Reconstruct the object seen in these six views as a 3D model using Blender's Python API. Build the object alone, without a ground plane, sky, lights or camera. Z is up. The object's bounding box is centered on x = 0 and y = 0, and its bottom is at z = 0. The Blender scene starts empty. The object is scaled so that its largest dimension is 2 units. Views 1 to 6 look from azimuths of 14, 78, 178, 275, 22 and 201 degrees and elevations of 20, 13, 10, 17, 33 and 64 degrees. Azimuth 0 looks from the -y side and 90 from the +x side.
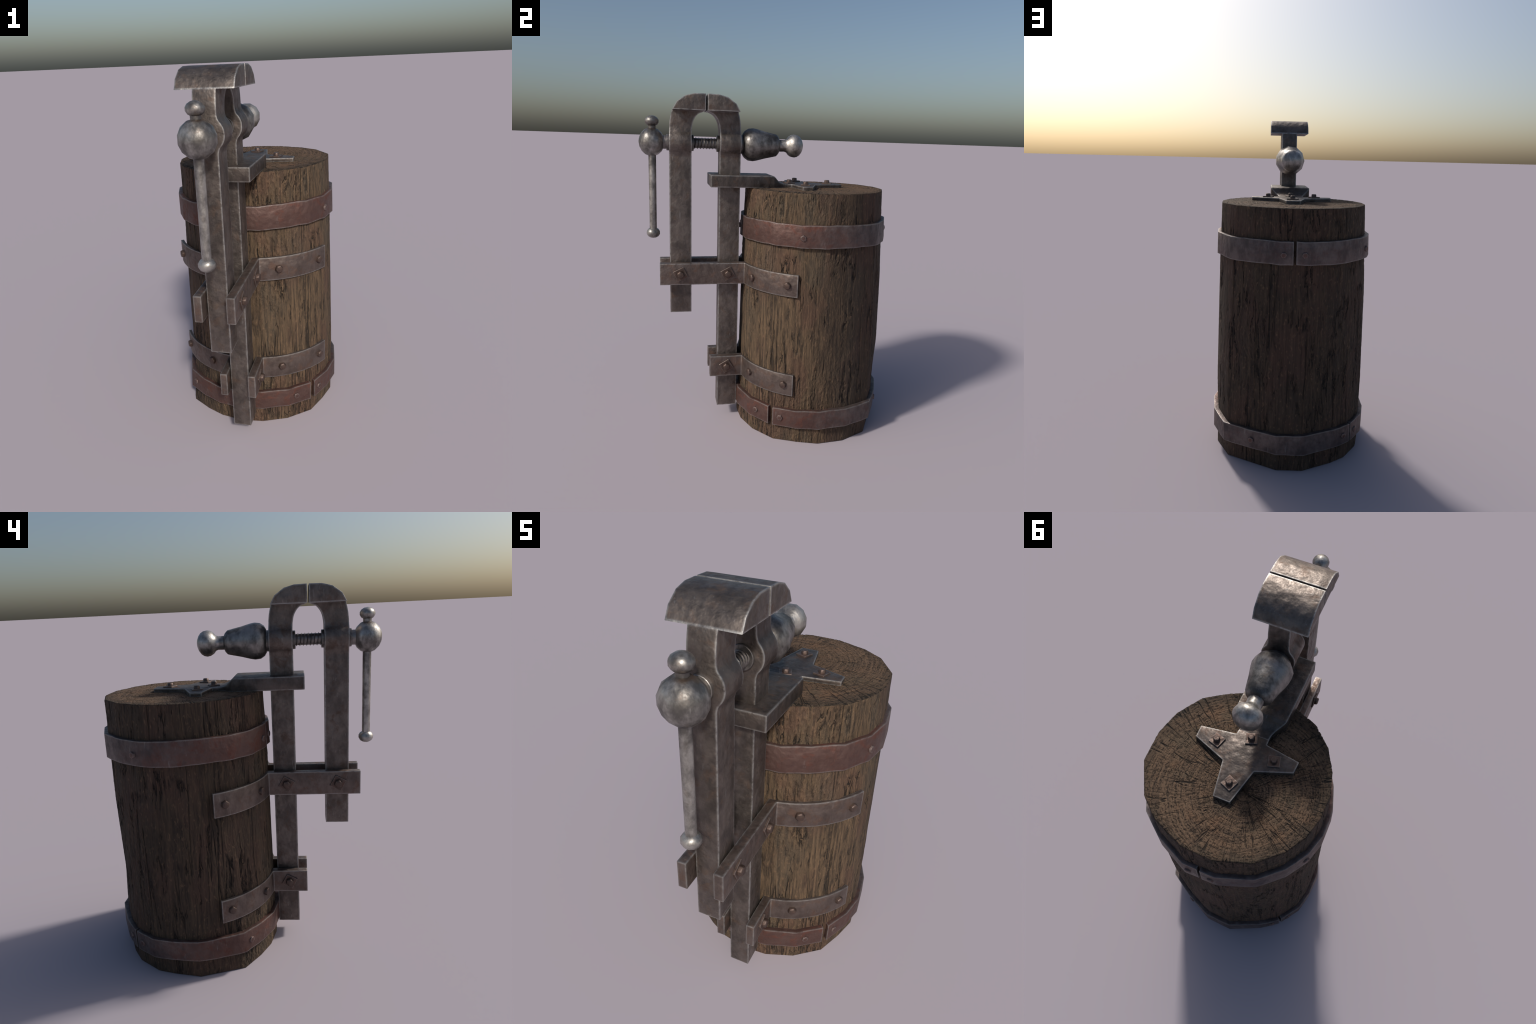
# Blacksmith's post vise bolted to an iron-hooped wooden stump.
import bpy, bmesh, math
import numpy as np
from mathutils import Vector, Matrix

rng = np.random.default_rng(7)
scene = bpy.context.scene

# --------------------------------------------------------------------------
# node helpers (work in shader trees and in geometry node trees alike)
# --------------------------------------------------------------------------
class NT:
    def __init__(self, tree):
        self.t = tree

    def node(self, kind, **props):
        n = self.t.nodes.new(kind)
        for k, v in props.items():
            setattr(n, k, v)
        return n

    def plug(self, sock, val):
        if val is None:
            return
        if hasattr(val, "is_output"):
            self.t.links.new(val, sock)
        else:
            sock.default_value = val

    def math(self, op, a, b=None, c=None, clamp=False):
        n = self.node("ShaderNodeMath", operation=op, use_clamp=clamp)
        self.plug(n.inputs[0], a)
        self.plug(n.inputs[1], b)
        self.plug(n.inputs[2], c)
        return n.outputs[0]

    def vmath(self, op, a, b=None):
        n = self.node("ShaderNodeVectorMath", operation=op)
        self.plug(n.inputs[0], a)
        self.plug(n.inputs[1], b)
        return n.outputs["Value"] if op in ("LENGTH", "DOT_PRODUCT", "DISTANCE") else n.outputs[0]

    def stretch(self, vec, x, y, z):
        return self.vmath("MULTIPLY", vec, (x, y, z))

    def noise(self, vec, scale=1.0, detail=3.0, rough=0.55, dist=0.0):
        n = self.node("ShaderNodeTexNoise")
        self.plug(n.inputs["Vector"], vec)
        n.inputs["Scale"].default_value = scale
        n.inputs["Detail"].default_value = detail
        n.inputs["Roughness"].default_value = rough
        n.inputs["Distortion"].default_value = dist
        for o in n.outputs:
            if o.name in ("Fac", "Factor"):
                return o
        return n.outputs[0]

    def voronoi(self, vec, scale=1.0, feature="F1"):
        n = self.node("ShaderNodeTexVoronoi", feature=feature)
        self.plug(n.inputs["Vector"], vec)
        n.inputs["Scale"].default_value = scale
        return n.outputs["Distance"]

    def ramp(self, val, lo, hi, a=0.0, b=1.0, smooth=True):
        n = self.node("ShaderNodeMapRange",
                      interpolation_type="SMOOTHSTEP" if smooth else "LINEAR")
        self.plug(n.inputs[0], val)
        for i, v in zip((1, 2, 3, 4), (lo, hi, a, b)):
            self.plug(n.inputs[i], v)
        return n.outputs[0]

    def mix(self, fac, a, b, blend="MIX"):
        n = self.node("ShaderNodeMix", data_type="RGBA", blend_type=blend)
        self.plug(n.inputs["Factor"], fac)
        self.plug(n.inputs[6], (*a, 1) if isinstance(a, tuple) else a)
        self.plug(n.inputs[7], (*b, 1) if isinstance(b, tuple) else b)
        return n.outputs[2]

    def sep(self, vec):
        n = self.node("ShaderNodeSeparateXYZ")
        self.plug(n.inputs[0], vec)
        return n.outputs

    def comb(self, x, y, z):
        n = self.node("ShaderNodeCombineXYZ")
        for i, v in enumerate((x, y, z)):
            self.plug(n.inputs[i], v)
        return n.outputs[0]


def srgb(r, g, b):
    f = lambda c: c / 12.92 if c <= 0.04045 else ((c + 0.055) / 1.055) ** 2.4
    return tuple(f(c / 255.0) for c in (r, g, b))


def new_material(name):
    m = bpy.data.materials.new(name)
    m.use_nodes = True
    t = m.node_tree
    bsdf = t.nodes["Principled BSDF"]
    nt = NT(t)
    coord = nt.node("ShaderNodeTexCoord").outputs["Object"]
    return m, nt, bsdf, coord


def bump(nt, bsdf, height, dist, strength=1.0, normal=None):
    b = nt.node("ShaderNodeBump")
    b.inputs["Strength"].default_value = strength
    b.inputs["Distance"].default_value = dist
    nt.plug(b.inputs["Height"], height)
    if normal is not None:
        nt.plug(b.inputs["Normal"], normal)
    nt.plug(bsdf.inputs["Normal"], b.outputs[0])
    return b.outputs[0]


# --------------------------------------------------------------------------
# metals
# --------------------------------------------------------------------------
def forged_metal(name, dark, light, rust, rust_amount=0.5, metallic=0.85,
                 rough=(0.42, 0.62), wear=0.8, edge=0.013, grain=1.0, joints=False, front_rust=False,
                 worn=(0.34, 0.325, 0.31)):
    m, nt, bsdf, co = new_material(name)
    big = nt.noise(co, 9.0, 4.0, 0.6, 0.3)
    mid = nt.noise(co, 34.0, 5.0, 0.65, 0.4)
    fine = nt.noise(co, 150.0, 3.0, 0.6)
    streak = nt.noise(nt.stretch(co, 60, 60, 14), 1.0, 4.0, 0.6)
    tone = nt.math("ADD", nt.math("MULTIPLY", big, 0.55), nt.math("MULTIPLY", nt.noise(nt.stretch(co, 30, 30, 17), 1.0, 6.0, 0.62), 0.45))
    col = nt.mix(nt.ramp(tone, 0.36, 0.64), dark, light)
    rmask = nt.math("MULTIPLY",
                    nt.ramp(nt.noise(nt.vmath("ADD", co, (3.1, 1.7, 5.2)), 13.0, 6.0, 0.7, 0.6),
                            0.60 - 0.22 * rust_amount, 0.76 - 0.22 * rust_amount),
                    nt.ramp(mid, 0.25, 0.6, 0.35, 1.0))
    if front_rust:
        # red rust sits on the vise side of the hoops
        y = nt.sep(co)[1]
        rmask = nt.math("MULTIPLY", rmask, nt.ramp(nt.math("ADD", y, nt.math("MULTIPLY", big, 0.5)), 0.35, 0.85, 1.0, 0.30))
        col = nt.mix(nt.ramp(nt.math("ADD", y, nt.math("MULTIPLY", nt.math("SUBTRACT", mid, 0.5), 0.8)), 0.05, 0.6, 0.70, 0.04),
                     col, srgb(94, 66, 58))
    col = nt.mix(nt.math("MULTIPLY", rmask, min(1.0, 0.35 + rust_amount * 0.5)), col, rust)
    if joints:
        # brown crust where the handle enters the screw head
        x, y, z = nt.sep(co)[:3]
        ax = nt.vmath("LENGTH", nt.comb(nt.math("SUBTRACT", x, 0.001), nt.math("ADD", y, 0.6875), 0.0))
        ring = nt.math("MULTIPLY", nt.ramp(ax, 0.020, 0.050, 1.0, 0.0),
                       nt.math("MULTIPLY", nt.ramp(z, 1.765, 1.795), nt.ramp(z, 1.802, 1.808, 1.0, 0.0)))
        col = nt.mix(nt.math("MULTIPLY", ring, nt.ramp(mid, 0.3, 0.6, 0.5, 0.95)), col, srgb(96, 74, 60))
    # dark pitting and pale scuffs
    pits = nt.ramp(nt.noise(nt.vmath("ADD", co, (9.0, 4.0, 2.0)), 70.0, 4.0, 0.7), 0.60, 0.72)
    col = nt.mix(nt.math("MULTIPLY", pits, 0.25), col, tuple(c * 0.45 for c in dark))
    scuff = nt.ramp(streak, 0.62, 0.74)
    col = nt.mix(nt.math("MULTIPLY", scuff, 0.22), col, worn)
    if wear > 0:
        # bare metal where the edges are rubbed: shading-rounded normal against the true one
        bev = nt.node("ShaderNodeBevel", samples=6)
        bev.inputs["Radius"].default_value = edge
        geo = nt.node("ShaderNodeNewGeometry")
        dot = nt.vmath("DOT_PRODUCT", bev.outputs[0], geo.outputs["Normal"])
        e = nt.ramp(dot, 0.999, 0.93)
        e = nt.math("MULTIPLY", e, nt.ramp(mid, 0.32, 0.54, 0.30, 1.0))
        col = nt.mix(nt.math("MULTIPLY", e, wear), col, worn)
    nt.plug(bsdf.inputs["Base Color"], col)
    bsdf.inputs["Metallic"].default_value = metallic
    r = nt.ramp(nt.math("ADD", nt.math("MULTIPLY", mid, 0.6), nt.math("MULTIPLY", fine, 0.4)),
                0.36, 0.66, rough[0], rough[1])
    r = nt.math("ADD", r, nt.math("MULTIPLY", rmask, 0.15))
    nt.plug(bsdf.inputs["Roughness"], r)
    # hammer dimples, soft and shallow, with a little fine scale on top
    h = nt.math("ADD", nt.noise(co, 30.0, 2.0, 0.45), nt.math("MULTIPLY", fine, 0.05))
    h = nt.math("ADD", h, nt.math("MULTIPLY", mid, 0.18))
    bump(nt, bsdf, h, 0.0065 * grain, 0.7)
    return m


M_LEG = forged_metal("forged_iron", srgb(86, 79, 75), srgb(116, 107, 101), srgb(104, 84, 72),
                     0.45, 0.82, (0.43, 0.60), 0.95, worn=(0.44, 0.43, 0.415))
M_BRIGHT = forged_metal("worn_steel", srgb(98, 95, 92), srgb(176, 172, 167), srgb(126, 108, 96),
                        0.18, 0.78, (0.34, 0.54), 0.30, worn=(0.52, 0.51, 0.49), grain=0.6, joints=True)
M_SLEEVE = forged_metal("sleeve_steel", srgb(74, 71, 69), srgb(146, 142, 138), srgb(104, 88, 77),
                        0.20, 0.78, (0.38, 0.56), 0.30, worn=(0.48, 0.47, 0.46), grain=0.6)
M_HOOP = forged_metal("rusty_hoop_iron", srgb(76, 68, 67), srgb(108, 98, 95), srgb(108, 65, 53),
                      0.50, 0.62, (0.46, 0.62), 0.55, front_rust=True)
M_STRAP = forged_metal("strap_iron", srgb(90, 79, 74), srgb(114, 102, 96), srgb(110, 84, 71),
                       0.50, 0.76, (0.43, 0.60), 0.90)
M_BOLT = forged_metal("rusty_bolt_iron", srgb(78, 65, 59), srgb(98, 80, 72), srgb(104, 73, 62),
                      0.6, 0.55, (0.40, 0.56), 0.4, edge=0.005)
M_PLATE = forged_metal("plate_iron", srgb(68, 62, 59), srgb(98, 89, 84), srgb(104, 82, 69),
                       0.45, 0.70, (0.44, 0.62), 0.95)
M_THREAD = forged_metal("screw_iron", srgb(84, 80, 77), srgb(134, 129, 125), srgb(108, 86, 74),
                        0.25, 0.75, (0.36, 0.5), 0.4, edge=0.003)

# --------------------------------------------------------------------------
# wood
# --------------------------------------------------------------------------
PITH = (-0.07, 0.37)      # where the growth rings are centred on the stump's top


def side_relief(nt, p):
    """Height 0..1 of the weathered side grain, and the mask of its deep cracks."""
    warp = nt.math("MULTIPLY", nt.math("SUBTRACT", nt.noise(nt.stretch(p, 7, 7, 5), 1.0, 2.0), 0.5), 0.05)
    x, y, z = nt.sep(p)[:3]
    q = nt.comb(nt.math("ADD", x, warp), nt.math("SUBTRACT", y, warp), z)
    fibre = nt.noise(nt.stretch(q, 70, 70, 4.2), 1.0, 5.0, 0.66)
    lumps = nt.noise(nt.stretch(q, 80, 80, 34), 1.0, 3.0, 0.62)
    rough_zone = nt.ramp(nt.noise(nt.stretch(nt.vmath("ADD", p, (0.4, 0.0, 0.3)), 3.2, 3.2, 1.5), 1.0, 3.0), 0.42, 0.58)
    n = nt.noise(nt.stretch(q, 21, 21, 1.6), 1.0, 4.0, 0.6)
    line = nt.ramp(nt.math("ABSOLUTE", nt.math("SUBTRACT", n, 0.5)), 0.004, 0.024, 1.0, 0.0)
    where = nt.ramp(nt.noise(nt.stretch(p, 11, 11, 5), 1.0, 2.0), 0.50, 0.62)
    n2 = nt.noise(nt.stretch(q, 84, 84, 11), 1.0, 3.0, 0.6)
    small = nt.math("MULTIPLY", nt.ramp(n2, 0.40, 0.30), nt.ramp(rough_zone, 0, 1, 0.12, 1.0, False))
    # a few long drying splits that run like plank seams
    n3 = nt.noise(nt.stretch(p, 12, 12, 0.35), 1.0, 3.0, 0.5)
    split = nt.ramp(nt.math("ABSOLUTE", nt.math("SUBTRACT", n3, 0.5)), 0.002, 0.013, 1.0, 0.0)
    split = nt.math("MULTIPLY", split, nt.ramp(nt.noise(nt.stretch(p, 6, 6, 1.6), 1.0, 2.0), 0.44, 0.54))
    crack = nt.math("MAXIMUM", nt.math("MULTIPLY", line, where), nt.math("MULTIPLY", small, 0.55))
    crack = nt.math("MAXIMUM", crack, nt.math("MULTIPLY", split, 0.9))
    h = nt.math("ADD", nt.math("MULTIPLY", fibre, 0.5),
                nt.math("MULTIPLY", lumps, nt.ramp(rough_zone, 0, 1, 0.18, 0.85, False)))
    h = nt.math("SUBTRACT", h, nt.math("MULTIPLY", crack, 0.6))
    return h, crack, fibre, lumps


def end_relief(nt, p):
    """Growth rings, short checks along them and radial cracks of the sawn top."""
    x, y, z = nt.sep(p)[:3]
    dx = nt.math("SUBTRACT", x, PITH[0])
    dy = nt.math("SUBTRACT", y, PITH[1])
    d = nt.comb(dx, dy, 0.0)
    r = nt.vmath("LENGTH", d)
    u = nt.vmath("NORMALIZE", d)
    wob = nt.math("MULTIPLY", nt.math("SUBTRACT", nt.noise(d, 4.0, 3.0), 0.5), 0.03)
    rr = nt.math("ADD", r, wob)
    # polar domain without a seam: direction on a circle plus radius
    pol = nt.vmath("ADD", nt.vmath("MULTIPLY", u, (1, 1, 0)), nt.comb(0.0, 0.0, rr))
    rings = nt.noise(nt.stretch(pol, 1.6, 1.6, 130), 1.0, 3.0, 0.6)
    dashes = nt.noise(nt.stretch(pol, 26, 26, 165), 1.0, 3.0, 0.65)
    dash = nt.ramp(dashes, 0.49, 0.39)
    dash = nt.math("MULTIPLY", dash, nt.ramp(rings, 0.62, 0.42, 0.35, 1.0))
    rad = nt.noise(nt.stretch(pol, 7.5, 7.5, 2.6), 1.0, 2.0, 0.5)
    cracks = nt.ramp(nt.math("ABSOLUTE", nt.math("SUBTRACT", rad, 0.5)), 0.002, 0.017, 1.0, 0.0)
    rad2 = nt.noise(nt.stretch(pol, 20, 20, 9), 1.0, 2.0, 0.5)
    fine = nt.ramp(nt.math("ABSOLUTE", nt.math("SUBTRACT", rad2, 0.5)), 0.0, 0.020, 0.8, 0.0)
    fine = nt.math("MULTIPLY", fine, nt.ramp(nt.noise(d, 14.0, 2.0), 0.42, 0.56))
    crack = nt.math("MAXIMUM", nt.math("MULTIPLY", cracks, nt.ramp(nt.noise(d, 6.0, 2.0), 0.36, 0.50)), fine)
    crack = nt.math("MAXIMUM", crack, nt.math("MULTIPLY", dash, 0.80))
    h = nt.math("SUBTRACT", nt.math("MULTIPLY", rings, 0.4), crack)
    return h, crack, rings, r


def wood_side_material():
    m, nt, bsdf, co = new_material("weathered_side_wood")
    h, crack, fibre, lumps = side_relief(nt, co)
    x, y, z = nt.sep(co)[:3]
    tan, brown = srgb(104, 85, 65), srgb(54, 45, 36)
    red, grey = srgb(94, 70, 57), srgb(80, 72, 61)
    col = nt.mix(nt.ramp(fibre, 0.32, 0.62), brown, tan)
    patch = nt.noise(nt.stretch(co, 4.5, 4.5, 2.4), 1.0, 4.0, 0.6, 0.4)
    col = nt.mix(nt.math("MULTIPLY", nt.ramp(patch, 0.46, 0.64), 0.60), col, red)
    patch2 = nt.noise(nt.stretch(nt.vmath("ADD", co, (5, 2, 1)), 6, 6, 1.6), 1.0, 4.0, 0.6)
    col = nt.mix(nt.math("MULTIPLY", nt.ramp(patch2, 0.50, 0.66), 0.5), col, grey)
    # darker brown tone over the grain: most of the back and left, broken-edged
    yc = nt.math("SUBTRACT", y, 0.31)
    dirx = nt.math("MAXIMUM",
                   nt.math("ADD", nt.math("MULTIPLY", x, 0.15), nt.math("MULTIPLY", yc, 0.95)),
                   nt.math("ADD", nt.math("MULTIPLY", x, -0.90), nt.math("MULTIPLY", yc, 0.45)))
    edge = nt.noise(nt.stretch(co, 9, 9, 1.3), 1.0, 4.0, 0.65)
    dark_zone = nt.ramp(nt.math("ADD", dirx, nt.math("MULTIPLY", nt.math("SUBTRACT", edge, 0.5), 0.7)), -0.08, 0.12)
    col = nt.mix(nt.math("MULTIPLY", dark_zone, 0.58), col,
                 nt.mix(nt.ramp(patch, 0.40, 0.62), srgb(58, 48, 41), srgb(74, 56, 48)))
    streak = nt.noise(nt.stretch(co, 110, 110, 5), 1.0, 3.0, 0.6)
    col = nt.mix(nt.ramp(streak, 0.40, 0.64, 0.30, 0.0), col, srgb(36, 31, 27))
    col = nt.mix(nt.math("MULTIPLY", nt.ramp(lumps, 0.56, 0.72), 0.35), col, srgb(134, 106, 82))
    col = nt.mix(nt.math("MULTIPLY", crack, 0.85), col, srgb(26, 24, 22))
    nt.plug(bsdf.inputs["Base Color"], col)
    bsdf.inputs["Roughness"].default_value = 0.82
    bsdf.inputs["Specular IOR Level"].default_value = 0.3
    fine = nt.noise(nt.stretch(co, 130, 130, 28), 1.0, 3.0, 0.6)
    hh = nt.math("ADD", h, nt.math("MULTIPLY", fine, 0.35))
    bump(nt, bsdf, hh, 0.013, 0.95)
    return m


def wood_end_material():
    m, nt, bsdf, co = new_material("end_grain_wood")
    h, crack, rings, r = end_relief(nt, co)
    col = nt.mix(nt.ramp(rings, 0.34, 0.62), srgb(80, 65, 53), srgb(106, 85, 67))
    patch = nt.noise(co, 7.0, 4.0, 0.6)
    col = nt.mix(nt.math("MULTIPLY", nt.ramp(patch, 0.50, 0.68), 0.5), col, srgb(82, 72, 58))
    warm = nt.noise(nt.vmath("ADD", co, (4, 8, 0)), 6.0, 4.0, 0.6)
    col = nt.mix(nt.math("MULTIPLY", nt.ramp(warm, 0.54, 0.70), 0.45), col, srgb(116, 86, 64))
    # grey, dirty rim
    x, y, z = nt.sep(co)[:3]
    rim = nt.vmath("LENGTH", nt.comb(x, nt.math("SUBTRACT", y, 0.31), 0.0))
    rim = nt.math("ADD", rim, nt.math("MULTIPLY", nt.math("SUBTRACT", nt.noise(co, 16.0, 4.0), 0.5), 0.10))
    col = nt.mix(nt.ramp(rim, 0.345, 0.43, 0.0, 0.6), col, srgb(50, 45, 39))
    col = nt.mix(nt.math("MULTIPLY", crack, 0.88), col, srgb(26, 23, 20))
    nt.plug(bsdf.inputs["Base Color"], col)
    bsdf.inputs["Roughness"].default_value = 0.85
    bsdf.inputs["Specular IOR Level"].default_value = 0.25
    fine = nt.noise(co, 160.0, 3.0, 0.6)
    bump(nt, bsdf, nt.math("ADD", h, nt.math("MULTIPLY", fine, 0.3)), 0.005, 0.8)
    return m


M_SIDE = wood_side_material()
M_END = wood_end_material()

# --------------------------------------------------------------------------
# object helpers
# --------------------------------------------------------------------------
root = bpy.data.objects.new("post_vise", None)
scene.collection.objects.link(root)
root["label"] = "rusty iron leg vise bolted to a hooped wooden stump"
root["category"] = "bench vise"


def add(name, mesh, mat=None, parent=None):
    if mat is not None and not mesh.materials:
        mesh.materials.append(mat)
    o = bpy.data.objects.new(name, mesh)
    scene.collection.objects.link(o)
    o.parent = parent or root
    return o


def mesh_from(name, verts, faces):
    me = bpy.data.meshes.new(name)
    me.from_pydata([tuple(map(float, v)) for v in verts], [], faces)
    me.update()
    return me


def finish(me, bevel=0.0, segs=2, angle=35.0, recalc=True):
    bm = bmesh.new()
    bm.from_mesh(me)
    if recalc:
        bmesh.ops.recalc_face_normals(bm, faces=bm.faces[:])
    if bevel > 0:
        es = [e for e in bm.edges if len(e.link_faces) == 2 and e.calc_face_angle(0) > math.radians(30)]
        bmesh.ops.bevel(bm, geom=es, offset=bevel, segments=segs, profile=0.6, affect="EDGES", clamp_overlap=True)
    for f in bm.faces:
        f.smooth = True
    lim = math.radians(angle)
    for e in bm.edges:
        e.smooth = not (len(e.link_faces) == 2 and e.calc_face_angle(0) > lim)
    bm.to_mesh(me)
    bm.free()
    me.update()
    return me


def loft(name, sections, closed_ring=True):
    """Skin a list of equal-length vertex rings; both ends are capped."""
    n = len(sections[0])
    verts = [v for s in sections for v in s]
    faces = []
    for i in range(len(sections) - 1):
        for j in range(n):
            k = (j + 1) % n
            faces.append((i * n + j, i * n + k, (i + 1) * n + k, (i + 1) * n + j))
    faces.append(tuple(reversed(range(n))))
    faces.append(tuple(range((len(sections) - 1) * n, len(sections) * n)))
    return mesh_from(name, verts, faces)


def lathe(name, profile, segs, centre, axis="y", phase=0.5):
    """profile: (position along axis, radius); the ends close on the axis."""
    cx, cy, cz = centre
    secs = []
    for t, r in profile:
        ring = []
        for j in range(segs):
            a = 2 * math.pi * (j + phase) / segs
            if axis == "y":
                ring.append((cx + r * math.cos(a), t, cz + r * math.sin(a)))
            else:
                ring.append((cx + r * math.cos(a), cy + r * math.sin(a), t))
        secs.append(ring)
    return loft(name, secs)


def ball_profile(c, half, r, n=8, t0=0.0, t1=1.0):
    out = []
    for i in range(n + 1):
        a = math.pi * (t0 + (t1 - t0) * i / n)
        out.append((c - half * math.cos(a), max(r * math.sin(a), 0.0015)))
    return out


# --------------------------------------------------------------------------
# stump: twenty-sided hewn log, column by column (angle in degrees, radius)
# --------------------------------------------------------------------------
CY = 0.31
H = 1.487
BOT = [(-6.7, .450), (14, .447), (37, .449), (57.9, .412), (79.8, .434), (99.4, .439), (124.4, .427),
       (138.6, .439), (158.5, .448), (171.6, .446), (189.6, .470), (205, .467), (219.6, .496),
       (235.7, .477), (249.5, .475), (265, .473), (280.7, .4705), (299, .467), (319, .467), (337, .4445)]
TOP = [(-7.3, .422), (13.1, .4215), (37.2, .409), (55.5, .398), (79.5, .398), (101.3, .404), (124.6, .418),
       (144.2, .422), (159, .427), (173.5, .431), (189, .434), (205.4, .438), (221, .443),
       (237.6, .45), (254.2, .446), (268, .448), (283, .445), (297.8, .434), (315.6, .439), (334, .431)]
NCOL = len(BOT)


# how far each column bellies out from the straight line foot-to-top (mm), at four heights
BELLY_Z = (0.0, 0.2, 0.5, 0.95, 1.2, H)
BELLY_LOW = (4, 0, 12, 10, -6, -4, -2, 2, 6, 4, -14, -12, -13, -2, 3, 1, 3, 8, 8, 13)
BELLY_KNEE = (10, 0, 16, 15, 19, -12, -8, 2, 12, 12, 1, -11, -14, -1, 4, 3, 5, 12, 12, 20)
BELLY_CHEST = (10, 2, 9, 13, 20, 3, 3, 4, 10, 13, 3, -12, -14, -3, 2, 5, 6, 12, 20, 21)


def swell(i, z):
    c = BELLY_CHEST[i]
    return 0.001 * np.interp(z, BELLY_Z, (0, BELLY_LOW[i], BELLY_KNEE[i], c, c * 0.55, 0))


def column_xy(i, z, out=0.0):
    t = z / H
    a = BOT[i][0] * (1 - t) + TOP[i][0] * t
    r = BOT[i][1] * (1 - t) + TOP[i][1] * t + swell(i, z) + out
    a = math.radians(a)
    return np.array((r * math.cos(a), CY + r * math.sin(a)))


def surface_at(deg, z, out=0.0):
    """Point and outward direction on the polygonal log at a heading."""
    th = math.radians(deg)
    d = np.array((math.cos(th), math.sin(th)))
    c = np.array((0.0, CY))
    for i in range(NCOL):
        a, b = column_xy(i, z), column_xy((i + 1) % NCOL, z)
        e = b - a
        den = d[0] * e[1] - d[1] * e[0]
        if abs(den) < 1e-9:
            continue
        w = a - c
        t = (w[0] * e[1] - w[1] * e[0]) / den
        s = (w[0] * d[1] - w[1] * d[0]) / den
        if t > 0 and -1e-6 <= s <= 1 + 1e-6:
            nrm = np.array((e[1], -e[0]))
            nrm /= np.linalg.norm(nrm)
            return c + d * t + d * out, nrm
    raise ValueError


def build_stump():
    SUB, ROWS, RINGS = 30, 400, 120
    n = NCOL * SUB
    zs = np.linspace(0, H - 0.004, ROWS)
    base, smooth = np.zeros((ROWS, n, 3)), np.zeros((ROWS, n, 3))
    f = (np.arange(SUB) / SUB)[:, None]
    for r, z in enumerate(zs):
        P = np.array([column_xy(i, z) for i in range(NCOL)])
        E = np.roll(P, -1, 0) - P
        N = np.stack([E[:, 1], -E[:, 0]], 1)
        N /= np.linalg.norm(N, axis=1)[:, None]
        V = N + np.roll(N, 1, 0)
        V /= np.linalg.norm(V, axis=1)[:, None]
        V2 = np.roll(V, -1, 0)
        P2 = np.roll(P, -1, 0)
        for i in range(NCOL):
            base[r, i * SUB:(i + 1) * SUB, :2] = P[i] * (1 - f) + P2[i] * f
            smooth[r, i * SUB:(i + 1) * SUB, :2] = V[i] * (1 - f) + V2[i] * f
        base[r, :, 2] = z
    smooth /= np.linalg.norm(smooth, axis=2)[:, :, None]
    verts = [base.reshape(-1, 3)]
    # top cap: shrinking rings
    rim = base[-1, :, :2]
    c = np.array(PITH)
    for k in range(RINGS):
        s = 1.0 - (k / RINGS) ** 0.9
        s *= 1 - 0.008
        ring = np.zeros((n, 3))
        ring[:, :2] = c + (rim - c) * s
        ring[:, 2] = H
        verts.append(ring)
    V = np.concatenate(verts)
    ncap0 = ROWS * n
    faces = []
    rows = ROWS + RINGS
    for r in range(rows - 1):
        for j in range(n):
            k = (j + 1) % n
            faces.append((r * n + j, r * n + k, (r + 1) * n + k, (r + 1) * n + j))
    faces.append(tuple((rows - 1) * n + j for j in range(n)))
    faces.append(tuple(reversed(range(n))))
    me = mesh_from("wooden_stump", V, faces)
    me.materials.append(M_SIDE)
    me.materials.append(M_END)
    nside = (ROWS - 1) * n
    mi = np.zeros(len(faces), dtype=np.int32)
    mi[nside:len(faces) - 1] = 1
    me.polygons.foreach_set("material_index", mi)
    o = add("wooden_stump", me)

    # carve the relief: same fields as in the wood materials, evaluated on the mesh
    tree = bpy.data.node_groups.new("wood_relief", "GeometryNodeTree")
    tree.interface.new_socket("Geometry", in_out="INPUT", socket_type="NodeSocketGeometry")
    tree.interface.new_socket("Geometry", in_out="OUTPUT", socket_type="NodeSocketGeometry")
    nt = NT(tree)
    gi, go = nt.node("NodeGroupInput"), nt.node("NodeGroupOutput")
    pos = nt.node("GeometryNodeInputPosition").outputs[0]
    x, y, z = nt.sep(pos)[:3]
    h, crack, _, _ = side_relief(nt, pos)
    he, _, _, rr = end_relief(nt, pos)
    dirv = nt.vmath("NORMALIZE", nt.comb(x, nt.math("SUBTRACT", y, CY), 0.0))
    is_top = nt.math("GREATER_THAN", z, H - 0.002)
    keep = nt.ramp(z, 0.0, 0.02)
    amp = nt.math("MULTIPLY", nt.math("SUBTRACT", h, 0.40), 0.0075)
    amp = nt.math("MULTIPLY", nt.math("MULTIPLY", amp, keep), nt.math("SUBTRACT", 1.0, is_top))
    side = nt.node("ShaderNodeVectorMath", operation="SCALE")
    nt.plug(side.inputs[0], dirv)
    nt.plug(side.inputs["Scale"], amp)
    ampt = nt.math("MULTIPLY", nt.math("MULTIPLY", nt.math("SUBTRACT", he, 0.2), 0.0028), is_top)
    off = nt.vmath("ADD", side.outputs[0], nt.comb(0.0, 0.0, ampt))
    sp = nt.node("GeometryNodeSetPosition")
    nt.plug(sp.inputs["Geometry"], gi.outputs[0])
    nt.plug(sp.inputs["Offset"], off)
    nt.plug(go.inputs[0], sp.outputs[0])
    mod = o.modifiers.new("relief", "NODES")
    mod.node_group = tree
    dg = bpy.context.evaluated_depsgraph_get()
    me2 = bpy.data.meshes.new_from_object(o.evaluated_get(dg))
    me2.name = "wooden_stump_mesh"
    o.modifiers.clear()
    old = o.data
    o.data = me2
    bpy.data.meshes.remove(old)
    bpy.data.node_groups.remove(tree)
    me2.polygons.foreach_set("use_smooth", np.ones(len(me2.polygons), dtype=bool))
    co = np.zeros(len(me2.vertices) * 3)
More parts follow.
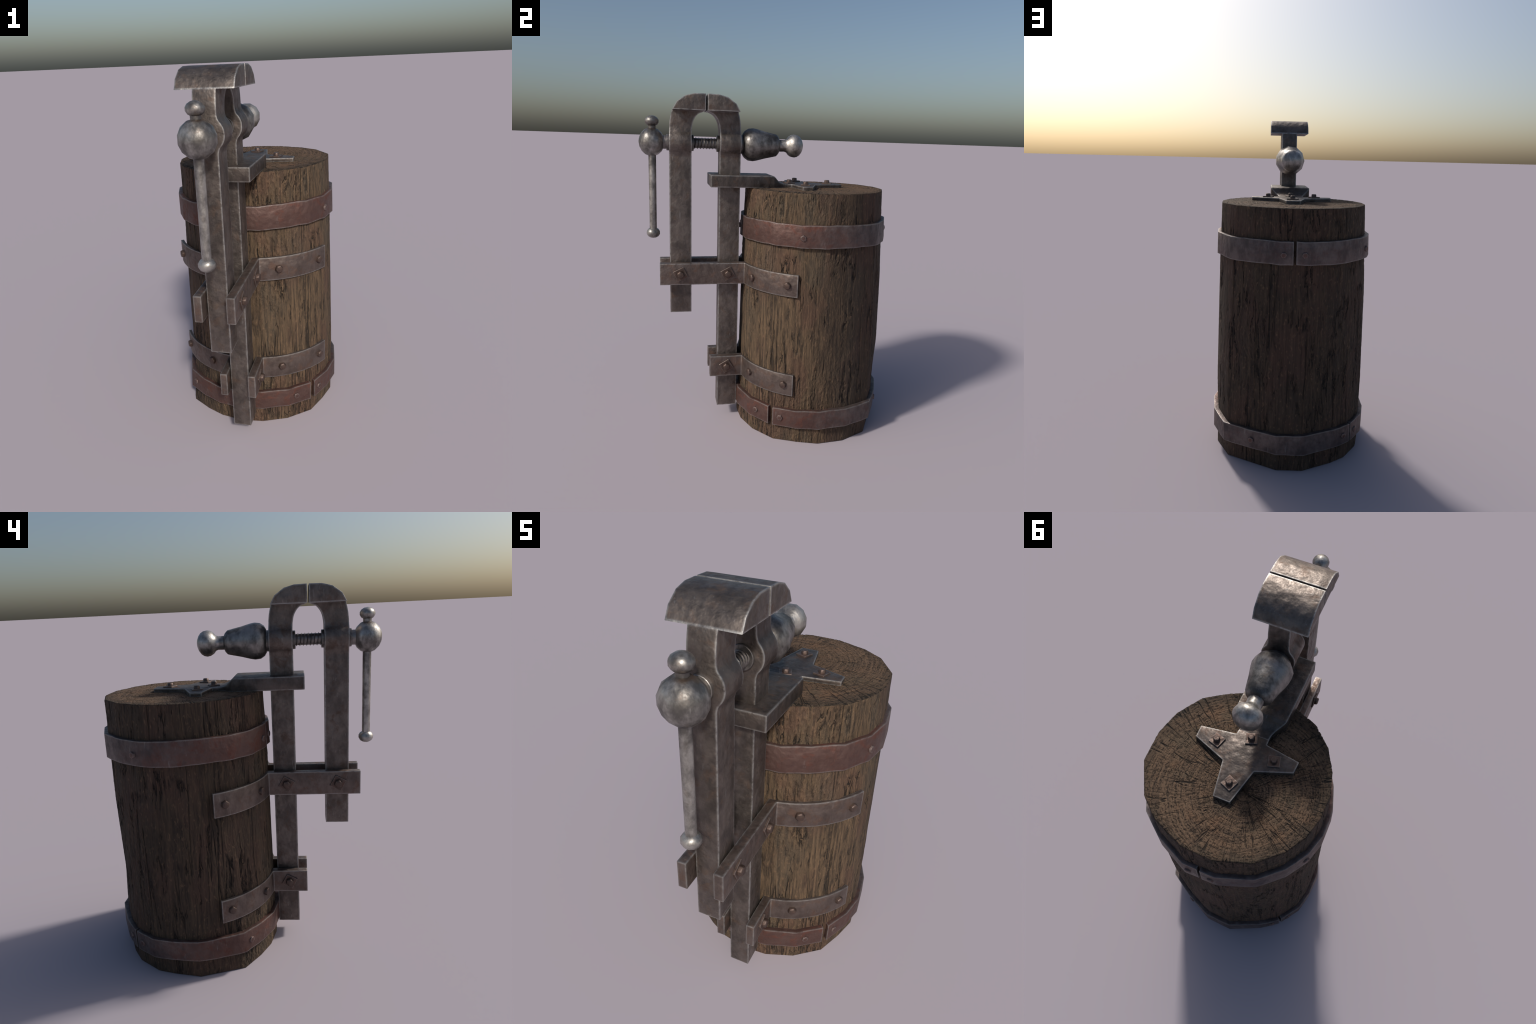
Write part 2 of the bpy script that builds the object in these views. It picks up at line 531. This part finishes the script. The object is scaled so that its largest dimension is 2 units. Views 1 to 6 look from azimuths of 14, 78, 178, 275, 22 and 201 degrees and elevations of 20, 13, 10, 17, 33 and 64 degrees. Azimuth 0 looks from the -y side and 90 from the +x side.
    me2.vertices.foreach_get("co", co)
    co = co.reshape(-1, 3)
    # rounded shading of the hewn sides plus the slope of the relief
    disp = co[:ROWS * n].reshape(ROWS, n, 3)
    hgt = ((disp - base) * smooth).sum(2)
    du = np.linalg.norm(np.roll(base, -1, 1) - base, axis=2)
    gu = (np.roll(hgt, -1, 1) - np.roll(hgt, 1, 1)) / (du + np.roll(du, 1, 1))
    gz = np.gradient(hgt, zs, axis=0)
    tang = np.stack([-smooth[:, :, 1], smooth[:, :, 0], np.zeros((ROWS, n))], 2)
    N = smooth - tang * gu[:, :, None]
    N[:, :, 2] -= gz
    taper = np.gradient(np.linalg.norm(base[:, :, :2] - np.array((0, CY)), axis=2), zs, axis=0)
    N[:, :, 2] -= taper
    N /= np.linalg.norm(N, axis=2)[:, :, None]
    auto = np.zeros(len(me2.vertices) * 3)
    me2.vertices.foreach_get("normal", auto)
    vn = auto.reshape(-1, 3)
    vn[:ROWS * n] = N.reshape(-1, 3)
    loops = np.zeros(len(me2.loops), dtype=np.int32)
    me2.loops.foreach_get("vertex_index", loops)
    ln = vn[loops]
    me2.normals_split_custom_set([tuple(v) for v in ln])
    return o


build_stump()

# --------------------------------------------------------------------------
# fasteners (shared mesh data)
# --------------------------------------------------------------------------
def hex_head_mesh(r, h):
    secs = []
    for z, s in ((-0.004, 1.02), (h * 0.72, 0.99), (h, 0.82)):
        secs.append([(r * s * math.cos(math.pi * j / 3), r * s * math.sin(math.pi * j / 3), z) for j in range(6)])
    return finish(loft("hex_head", secs), 0.0012, 1, 30)


def square_washer_mesh(s, h):
    secs = [[(sx * s / 2, sy * s / 2, z) for sx, sy in ((-1, -1), (1, -1), (1, 1), (-1, 1))] for z in (-0.002, h)]
    return finish(loft("square_washer", secs), 0.0012, 1, 30)


ME_BOLT = hex_head_mesh(0.0225, 0.018)
ME_SMALL = hex_head_mesh(0.0165, 0.016)
ME_RIVET = hex_head_mesh(0.0185, 0.008)
ME_WASHER = square_washer_mesh(0.067, 0.0085)
ME_WASHER_SMALL = square_washer_mesh(0.056, 0.006)
for me_, mat_ in ((ME_BOLT, M_BOLT), (ME_SMALL, M_BOLT), (ME_RIVET, M_HOOP), (ME_WASHER, M_BOLT),
                  (ME_WASHER_SMALL, M_BOLT)):
    me_.materials.append(mat_)


def place(name, mesh, pos, normal, spin, parent):
    o = bpy.data.objects.new(name, mesh)
    scene.collection.objects.link(o)
    o.parent = parent
    n = Vector(normal).normalized()
    up = Vector((0, 0, 1)) if abs(n.z) < 0.9 else Vector((0, 1, 0))
    x = up.cross(n).normalized()
    y = n.cross(x)
    R = Matrix((x, y, n)).transposed().to_4x4()
    o.matrix_local = Matrix.Translation(Vector(pos)) @ R @ Matrix.Rotation(math.radians(spin), 4, "Z")
    return o


# --------------------------------------------------------------------------
# hoops: flat bars bent round the log, following its corners
# --------------------------------------------------------------------------
def hoop(z0, z1, a0, a1, thick):
    # angles of the log's corners strictly inside the arc, plus its two ends
    zc = (z0 + z1) / 2
    corners = []
    for i in range(NCOL):
        p = column_xy(i, zc)
        corners.append(math.degrees(math.atan2(p[1] - CY, p[0])))
    angs = [a0, a1]
    for a in corners:
        for k in (-360, 0, 360):
            if a0 + 2 < a + k < a1 - 2:
                angs.append(a + k)
    angs.sort()
    # three short cuts per bend give rounded corners
    fine = []
    for k in range(len(angs) - 1):
        fine += list(np.linspace(angs[k], angs[k + 1], 4)[:-1])
    fine.append(angs[-1])
    secs = []
    for a in fine:
        s = []
        for z, out in ((z0, -0.004), (z0, thick), (z1, thick), (z1, -0.004)):
            wob = 0.0018 * math.sin(a * 0.11 + z * 9) + 0.0012 * math.sin(a * 0.37 + z * 5)
            p, _ = surface_at(a, z, out)
            s.append((p[0], p[1], z + wob))
        secs.append(s)
    o = add("iron_hoop", finish(loft("iron_hoop", secs), 0.0022, 2, 32), M_HOOP)
    return o


UP_T, LO_T = 0.020, 0.025
hoop_up_a = hoop(1.188, 1.315, 91.0, 257.0, UP_T + 0.003)
hoop_up_b = hoop(1.188, 1.315, 258.8, 449.0, UP_T)
hoop_lo_a = hoop(0.105, 0.219, -40.2, 140.4, LO_T)
hoop_lo_b = hoop(0.105, 0.219, 141.9, 316.5, LO_T)


def hoop_rivet(par, deg, z, thick, spin):
    p, n = surface_at(deg, z, thick)
    place("rivet", ME_RIVET, (p[0], p[1], z), (n[0], n[1], 0), spin, par)


for i, a in enumerate((97.3, 158, 251.4)):
    hoop_rivet(hoop_up_a, a, 1.243, UP_T + 0.003, 10 + 23 * i)
for i, a in enumerate((264.5, 335.8, 442)):
    hoop_rivet(hoop_up_b, a, 1.243, UP_T, 4 + 29 * i)
for i, a in enumerate((-34.8, 60, 133.8)):
    hoop_rivet(hoop_lo_a, a, 0.160, LO_T, 5 + 31 * i)
for i, a in enumerate((147.8, 225, 305)):
    hoop_rivet(hoop_lo_b, a, 0.160, LO_T, 12 + 27 * i)

# --------------------------------------------------------------------------
# vise legs
# --------------------------------------------------------------------------
VX = 0.004              # the vise stands a touch right of the middle
SZ = 1.730              # height of the screw
HALF = 0.050


def waist(z):
    """Half width of a leg: a round boss swells it at the screw."""
    d = abs(z - (SZ + 0.003))
    if d > 0.078:
        return HALF
    boss = math.sqrt(max(0.0, 0.081 ** 2 - d * d * 1.08))
    flare = HALF + 0.006 * max(0.0, 1 - (d - 0.055) / 0.023) if d > 0.055 else 0
    return max(HALF, min(boss, 0.0805), flare)


def leg(name, zbot, outer, inner):
    zs = [zbot, zbot + 0.25, 1.0, 1.3, 1.60, 1.650]
    zs = [z for z in zs if z >= zbot]
    zs += list(np.linspace(SZ - 0.078, SZ + 0.084, 25))
    zs += [1.83, 1.845, 1.860, 1.872, 1.883, 1.893, 1.901, 1.907, 1.914]
    secs = []
    for z in zs:
        w = waist(z)
        yo, yi = np.interp(z, *outer), np.interp(z, *inner)
        lo, hi = min(yo, yi), max(yo, yi)
        secs.append([(VX - w, lo, z), (VX + w, lo, z), (VX + w, hi, z), (VX - w, hi, z)])
    return add(name, finish(loft(name, secs), 0.003, 2, 28), M_LEG)


ARCH_Z = [0.0, 1.79, 1.820, 1.850, 1.868, 1.882, 1.893, 1.901, 1.908, 1.92]
ARCH_D = [0.0, 0.0, 0.002, 0.008, 0.016, 0.026, 0.037, 0.051, 0.072, 0.074]
OUT_Z = [0.0, 1.79, 1.83, 1.86, 1.885, 1.911, 1.92]
OUT_D = [0.0, 0.0, 0.002, 0.005, 0.010, 0.017, 0.019]
front_leg = leg("moving_leg", 0.719, (OUT_Z, [-0.592 + d for d in OUT_D]), (ARCH_Z, [-0.466 + d for d in ARCH_D]))
back_leg = leg("fixed_leg", 0.081, (OUT_Z, [-0.181 - d for d in OUT_D]), (ARCH_Z, [-0.304 - d for d in ARCH_D]))


def jaw(parent, sign):
    """Half of the domed, overhanging vise mouth; sign -1 front, +1 back."""
    mid = -0.386
    prof = [(0.0046, 1.910), (0.189, 1.910), (0.1655, 1.952), (0.1175, 1.9862), (0.0665, 1.9990), (0.0046, 2.000)]
    # subdivide the dome a little so it reads as gently faceted
    secs = []
    for x in np.linspace(-0.127, 0.127, 7):
        secs.append([(VX + x, mid + sign * d, z) for d, z in prof])
    return add("jaw", finish(loft("jaw", secs), 0.0022, 2, 48), M_LEG, parent)


jaw(front_leg, -1)
jaw(back_leg, 1)

# --------------------------------------------------------------------------
# collar block and star-shaped mounting plate in one forging
# --------------------------------------------------------------------------
Z0, ZB, ZP = H - 0.001, 1.556, 1.508
PX = 0.001


def plate_forging():
    # block with a swept chamfer running down into the plate's neck
    secs = []
    for y, hw, zt in ((-0.361, .124, ZB), (-0.2, .124, ZB), (0.008, .124, ZB), (0.018, .1185, 1.5485), (0.030, .1075, 1.536),
                      (0.043, .0955, 1.5245), (0.057, .0855, 1.5155), (0.072, .0785, 1.5105), (0.088, .0755, ZP),
                      (0.105, .0750, ZP)):
        secs.append([(PX - hw, y, Z0), (PX + hw, y, Z0), (PX + hw, y, zt), (PX - hw, y, zt)])
    block = finish(loft("collar_block", secs), 0.004, 2, 28)
    # plan of the star: neck, two side arms, one rear arm
    plan = [(.0748, .092), (.0765, .128), (.244, .153), (.242, .213), (.077, .275), (.041, .451)]
    plan = plan + [(-x, y) for x, y in reversed(plan)]
    secs = [[(PX + x, y, z) for x, y in plan] for z in (Z0 - 0.0, ZP - 0.0006)]
    star = finish(loft("mounting_plate", secs), 0.003, 2, 35)
    a = add("collar_block", block, M_PLATE)
    b = add("mounting_plate", star, M_PLATE)
    return a, b


collar, plate = plate_forging()
for (x, y), spin in (((.143, .195), -16), ((.001, .127), 20), ((-.139, .195), 17), ((.0, .368), -22)):
    place("washer", ME_WASHER_SMALL, (x, y, ZP), (0, 0, 1), spin, plate)
    place("bolt", ME_SMALL, (x + 0.001, y, ZP + 0.006), (0, 0, 1), spin * 1.7, plate)

# --------------------------------------------------------------------------
# clamp straps: straight bar beside the legs, then bent round the log
# --------------------------------------------------------------------------
def strap(side, z0, z1, yfront, radius, a_bend, a_end, thick=0.018):
    xin, xout = VX + side * 0.057, VX + side * 0.098
    if side < 0:
        xout = VX - 0.096
    outer = [(xout, yfront), (xout, -0.5 if yfront < -0.5 else -0.3), (xout, -0.25)]
    inner = [(xin, yfront), (xin, -0.5 if yfront < -0.5 else -0.3), (xin, -0.25)]
    bend_y = CY - math.sqrt(radius ** 2 - xout ** 2)
    outer.append((xout, bend_y))
    inner.append((xin, bend_y + 0.012))
    for a in np.linspace(a_bend, a_end, 8)[1:]:
        t = math.radians(a)
        c, s = math.cos(t) * side, math.sin(t)
        outer.append((radius * c, CY + radius * s))
        inner.append(((radius - thick) * c, CY + (radius - thick) * s))
    secs = []
    for (xo, yo), (xi, yi) in zip(outer, inner):
        secs.append([(xi, yi, z0), (xo, yo, z0), (xo, yo, z1), (xi, yi, z1)])
    o = add("clamp_strap", finish(loft("clamp_strap", secs), 0.0028, 2, 30), M_STRAP)
    return o, xout


def strap_bolts(o, side, xout, z, ys, radius, angs, spins):
    for y, sp in zip(ys, spins):
        place("washer", ME_WASHER, (xout, y, z), (side, 0, 0), sp, o)
        place("bolt", ME_BOLT, (xout + side * 0.0085, y, z), (side, 0, 0), sp + 11, o)
    for a, sp in zip(angs, (9, 24)):
        t = math.radians(a)
        n = (side * math.cos(t), math.sin(t), 0)
        place("bolt", ME_BOLT, (radius * n[0], CY + radius * n[1], z), n, sp, o)


for side in (1, -1):
    o, xo = strap(side, .904, 1.034, -0.652, .473, -77.6, -26.2)
    strap_bolts(o, side, xo, .969, (-0.532, -0.252), .4715, (-64.8, -33.6), (26, 28) if side > 0 else (62, 60))
    o, xo = strap(side, .306, .437, -0.355, .478, -77.8, -26.6)
    strap_bolts(o, side, xo, .373, (-0.253,), .4765, (-64.5, -33.6), (30,) if side > 0 else (62,))

# --------------------------------------------------------------------------
# screw, its sleeve and the handle
# --------------------------------------------------------------------------
SX = 0.002


def threaded_rod():
    y0, y1, pitch, segs = -0.470, -0.300, 0.0178, 24
    rows = 170
    secs = []
    for i in range(rows):
        y = y0 + (y1 - y0) * i / (rows - 1)
        ring = []
        for j in range(segs):
            a = 2 * math.pi * j / segs
            ph = ((y - y0) / pitch - a / (2 * math.pi)) % 1.0
            ridge = max(0.0, 1 - abs(ph - 0.5) / 0.15)
            r = 0.0290 + 0.0055 * ridge
            ring.append((SX + r * math.cos(a), y, SZ + r * math.sin(a)))
        secs.append(ring)
    return add("threaded_rod", finish(loft("threaded_rod", secs), 0, 1, 50), M_THREAD, screw)


def knob_mesh(name, prof, segs, axis, centre, phase=0.5, angle=50):
    return finish(lathe(name, prof, segs, centre, axis, phase), 0, 1, angle)


screw = add("screw_head", knob_mesh("screw_head", ball_profile(-0.690, 0.0730, 0.0815, 9), 14, "y", (SX, 0, SZ)), M_BRIGHT)
threaded_rod()
add("neck", knob_mesh("neck", [(-0.650, .0385), (-0.603, .0385)], 16, "y", (SX, 0, SZ)), M_THREAD, screw)
for y0, y1, r in ((-0.6075, -0.590, .0465), (-0.4675, -0.452, .0465), (-0.3185, -0.302, .0475)):
    prof = [(y0, r - 0.002), (y0 + 0.002, r), (y1 - 0.002, r), (y1, r - 0.002)]
    add("round_washer", knob_mesh("round_washer", prof, 20, "y", (SX, 0, SZ), angle=35), M_THREAD, screw)

sleeve = add("screw_sleeve", knob_mesh("screw_sleeve",
             [(-0.168, .045), (-0.1665, .060), (-0.156, .0785), (-0.134, .0930), (-0.105, .0965), (-0.082, .0925),
              (-0.030, .0785), (0.012, .0695), (0.038, .0635), (0.050, .0510), (0.055, .0400), (0.058, .034)],
             11, "y", (SX, 0, SZ), 0.5, 60), M_SLEEVE)
add("collar_ring", knob_mesh("collar_ring", [(-0.185, .055), (-0.160, .055)], 16, "y", (SX, 0, SZ)), M_THREAD, sleeve)
add("end_knob", knob_mesh("end_knob", [(0.050, .0365), (0.088, .0355)] + ball_profile(0.147, 0.055, 0.0695, 8, 0.20, 1.0)[0:],
                          12, "y", (SX, 0, SZ)), M_BRIGHT, sleeve)

HX, HY = 0.001, -0.6875
handle = add("handle_bar", knob_mesh("handle_bar", [(1.215, .0215), (1.30, .0215), (1.45, .0218), (1.60, .0222), (1.70, .0222),
                                                    (1.826, .0222)], 12, "z", (HX, HY, 0)), M_BRIGHT)
add("knob", knob_mesh("knob", ball_profile(1.8455, .0315, .0405, 7), 12, "z", (HX, HY, 0)), M_BRIGHT, handle)
add("knob", knob_mesh("knob", ball_profile(1.203, .0325, .0405, 7), 12, "z", (HX, HY, 0)), M_BRIGHT, handle)
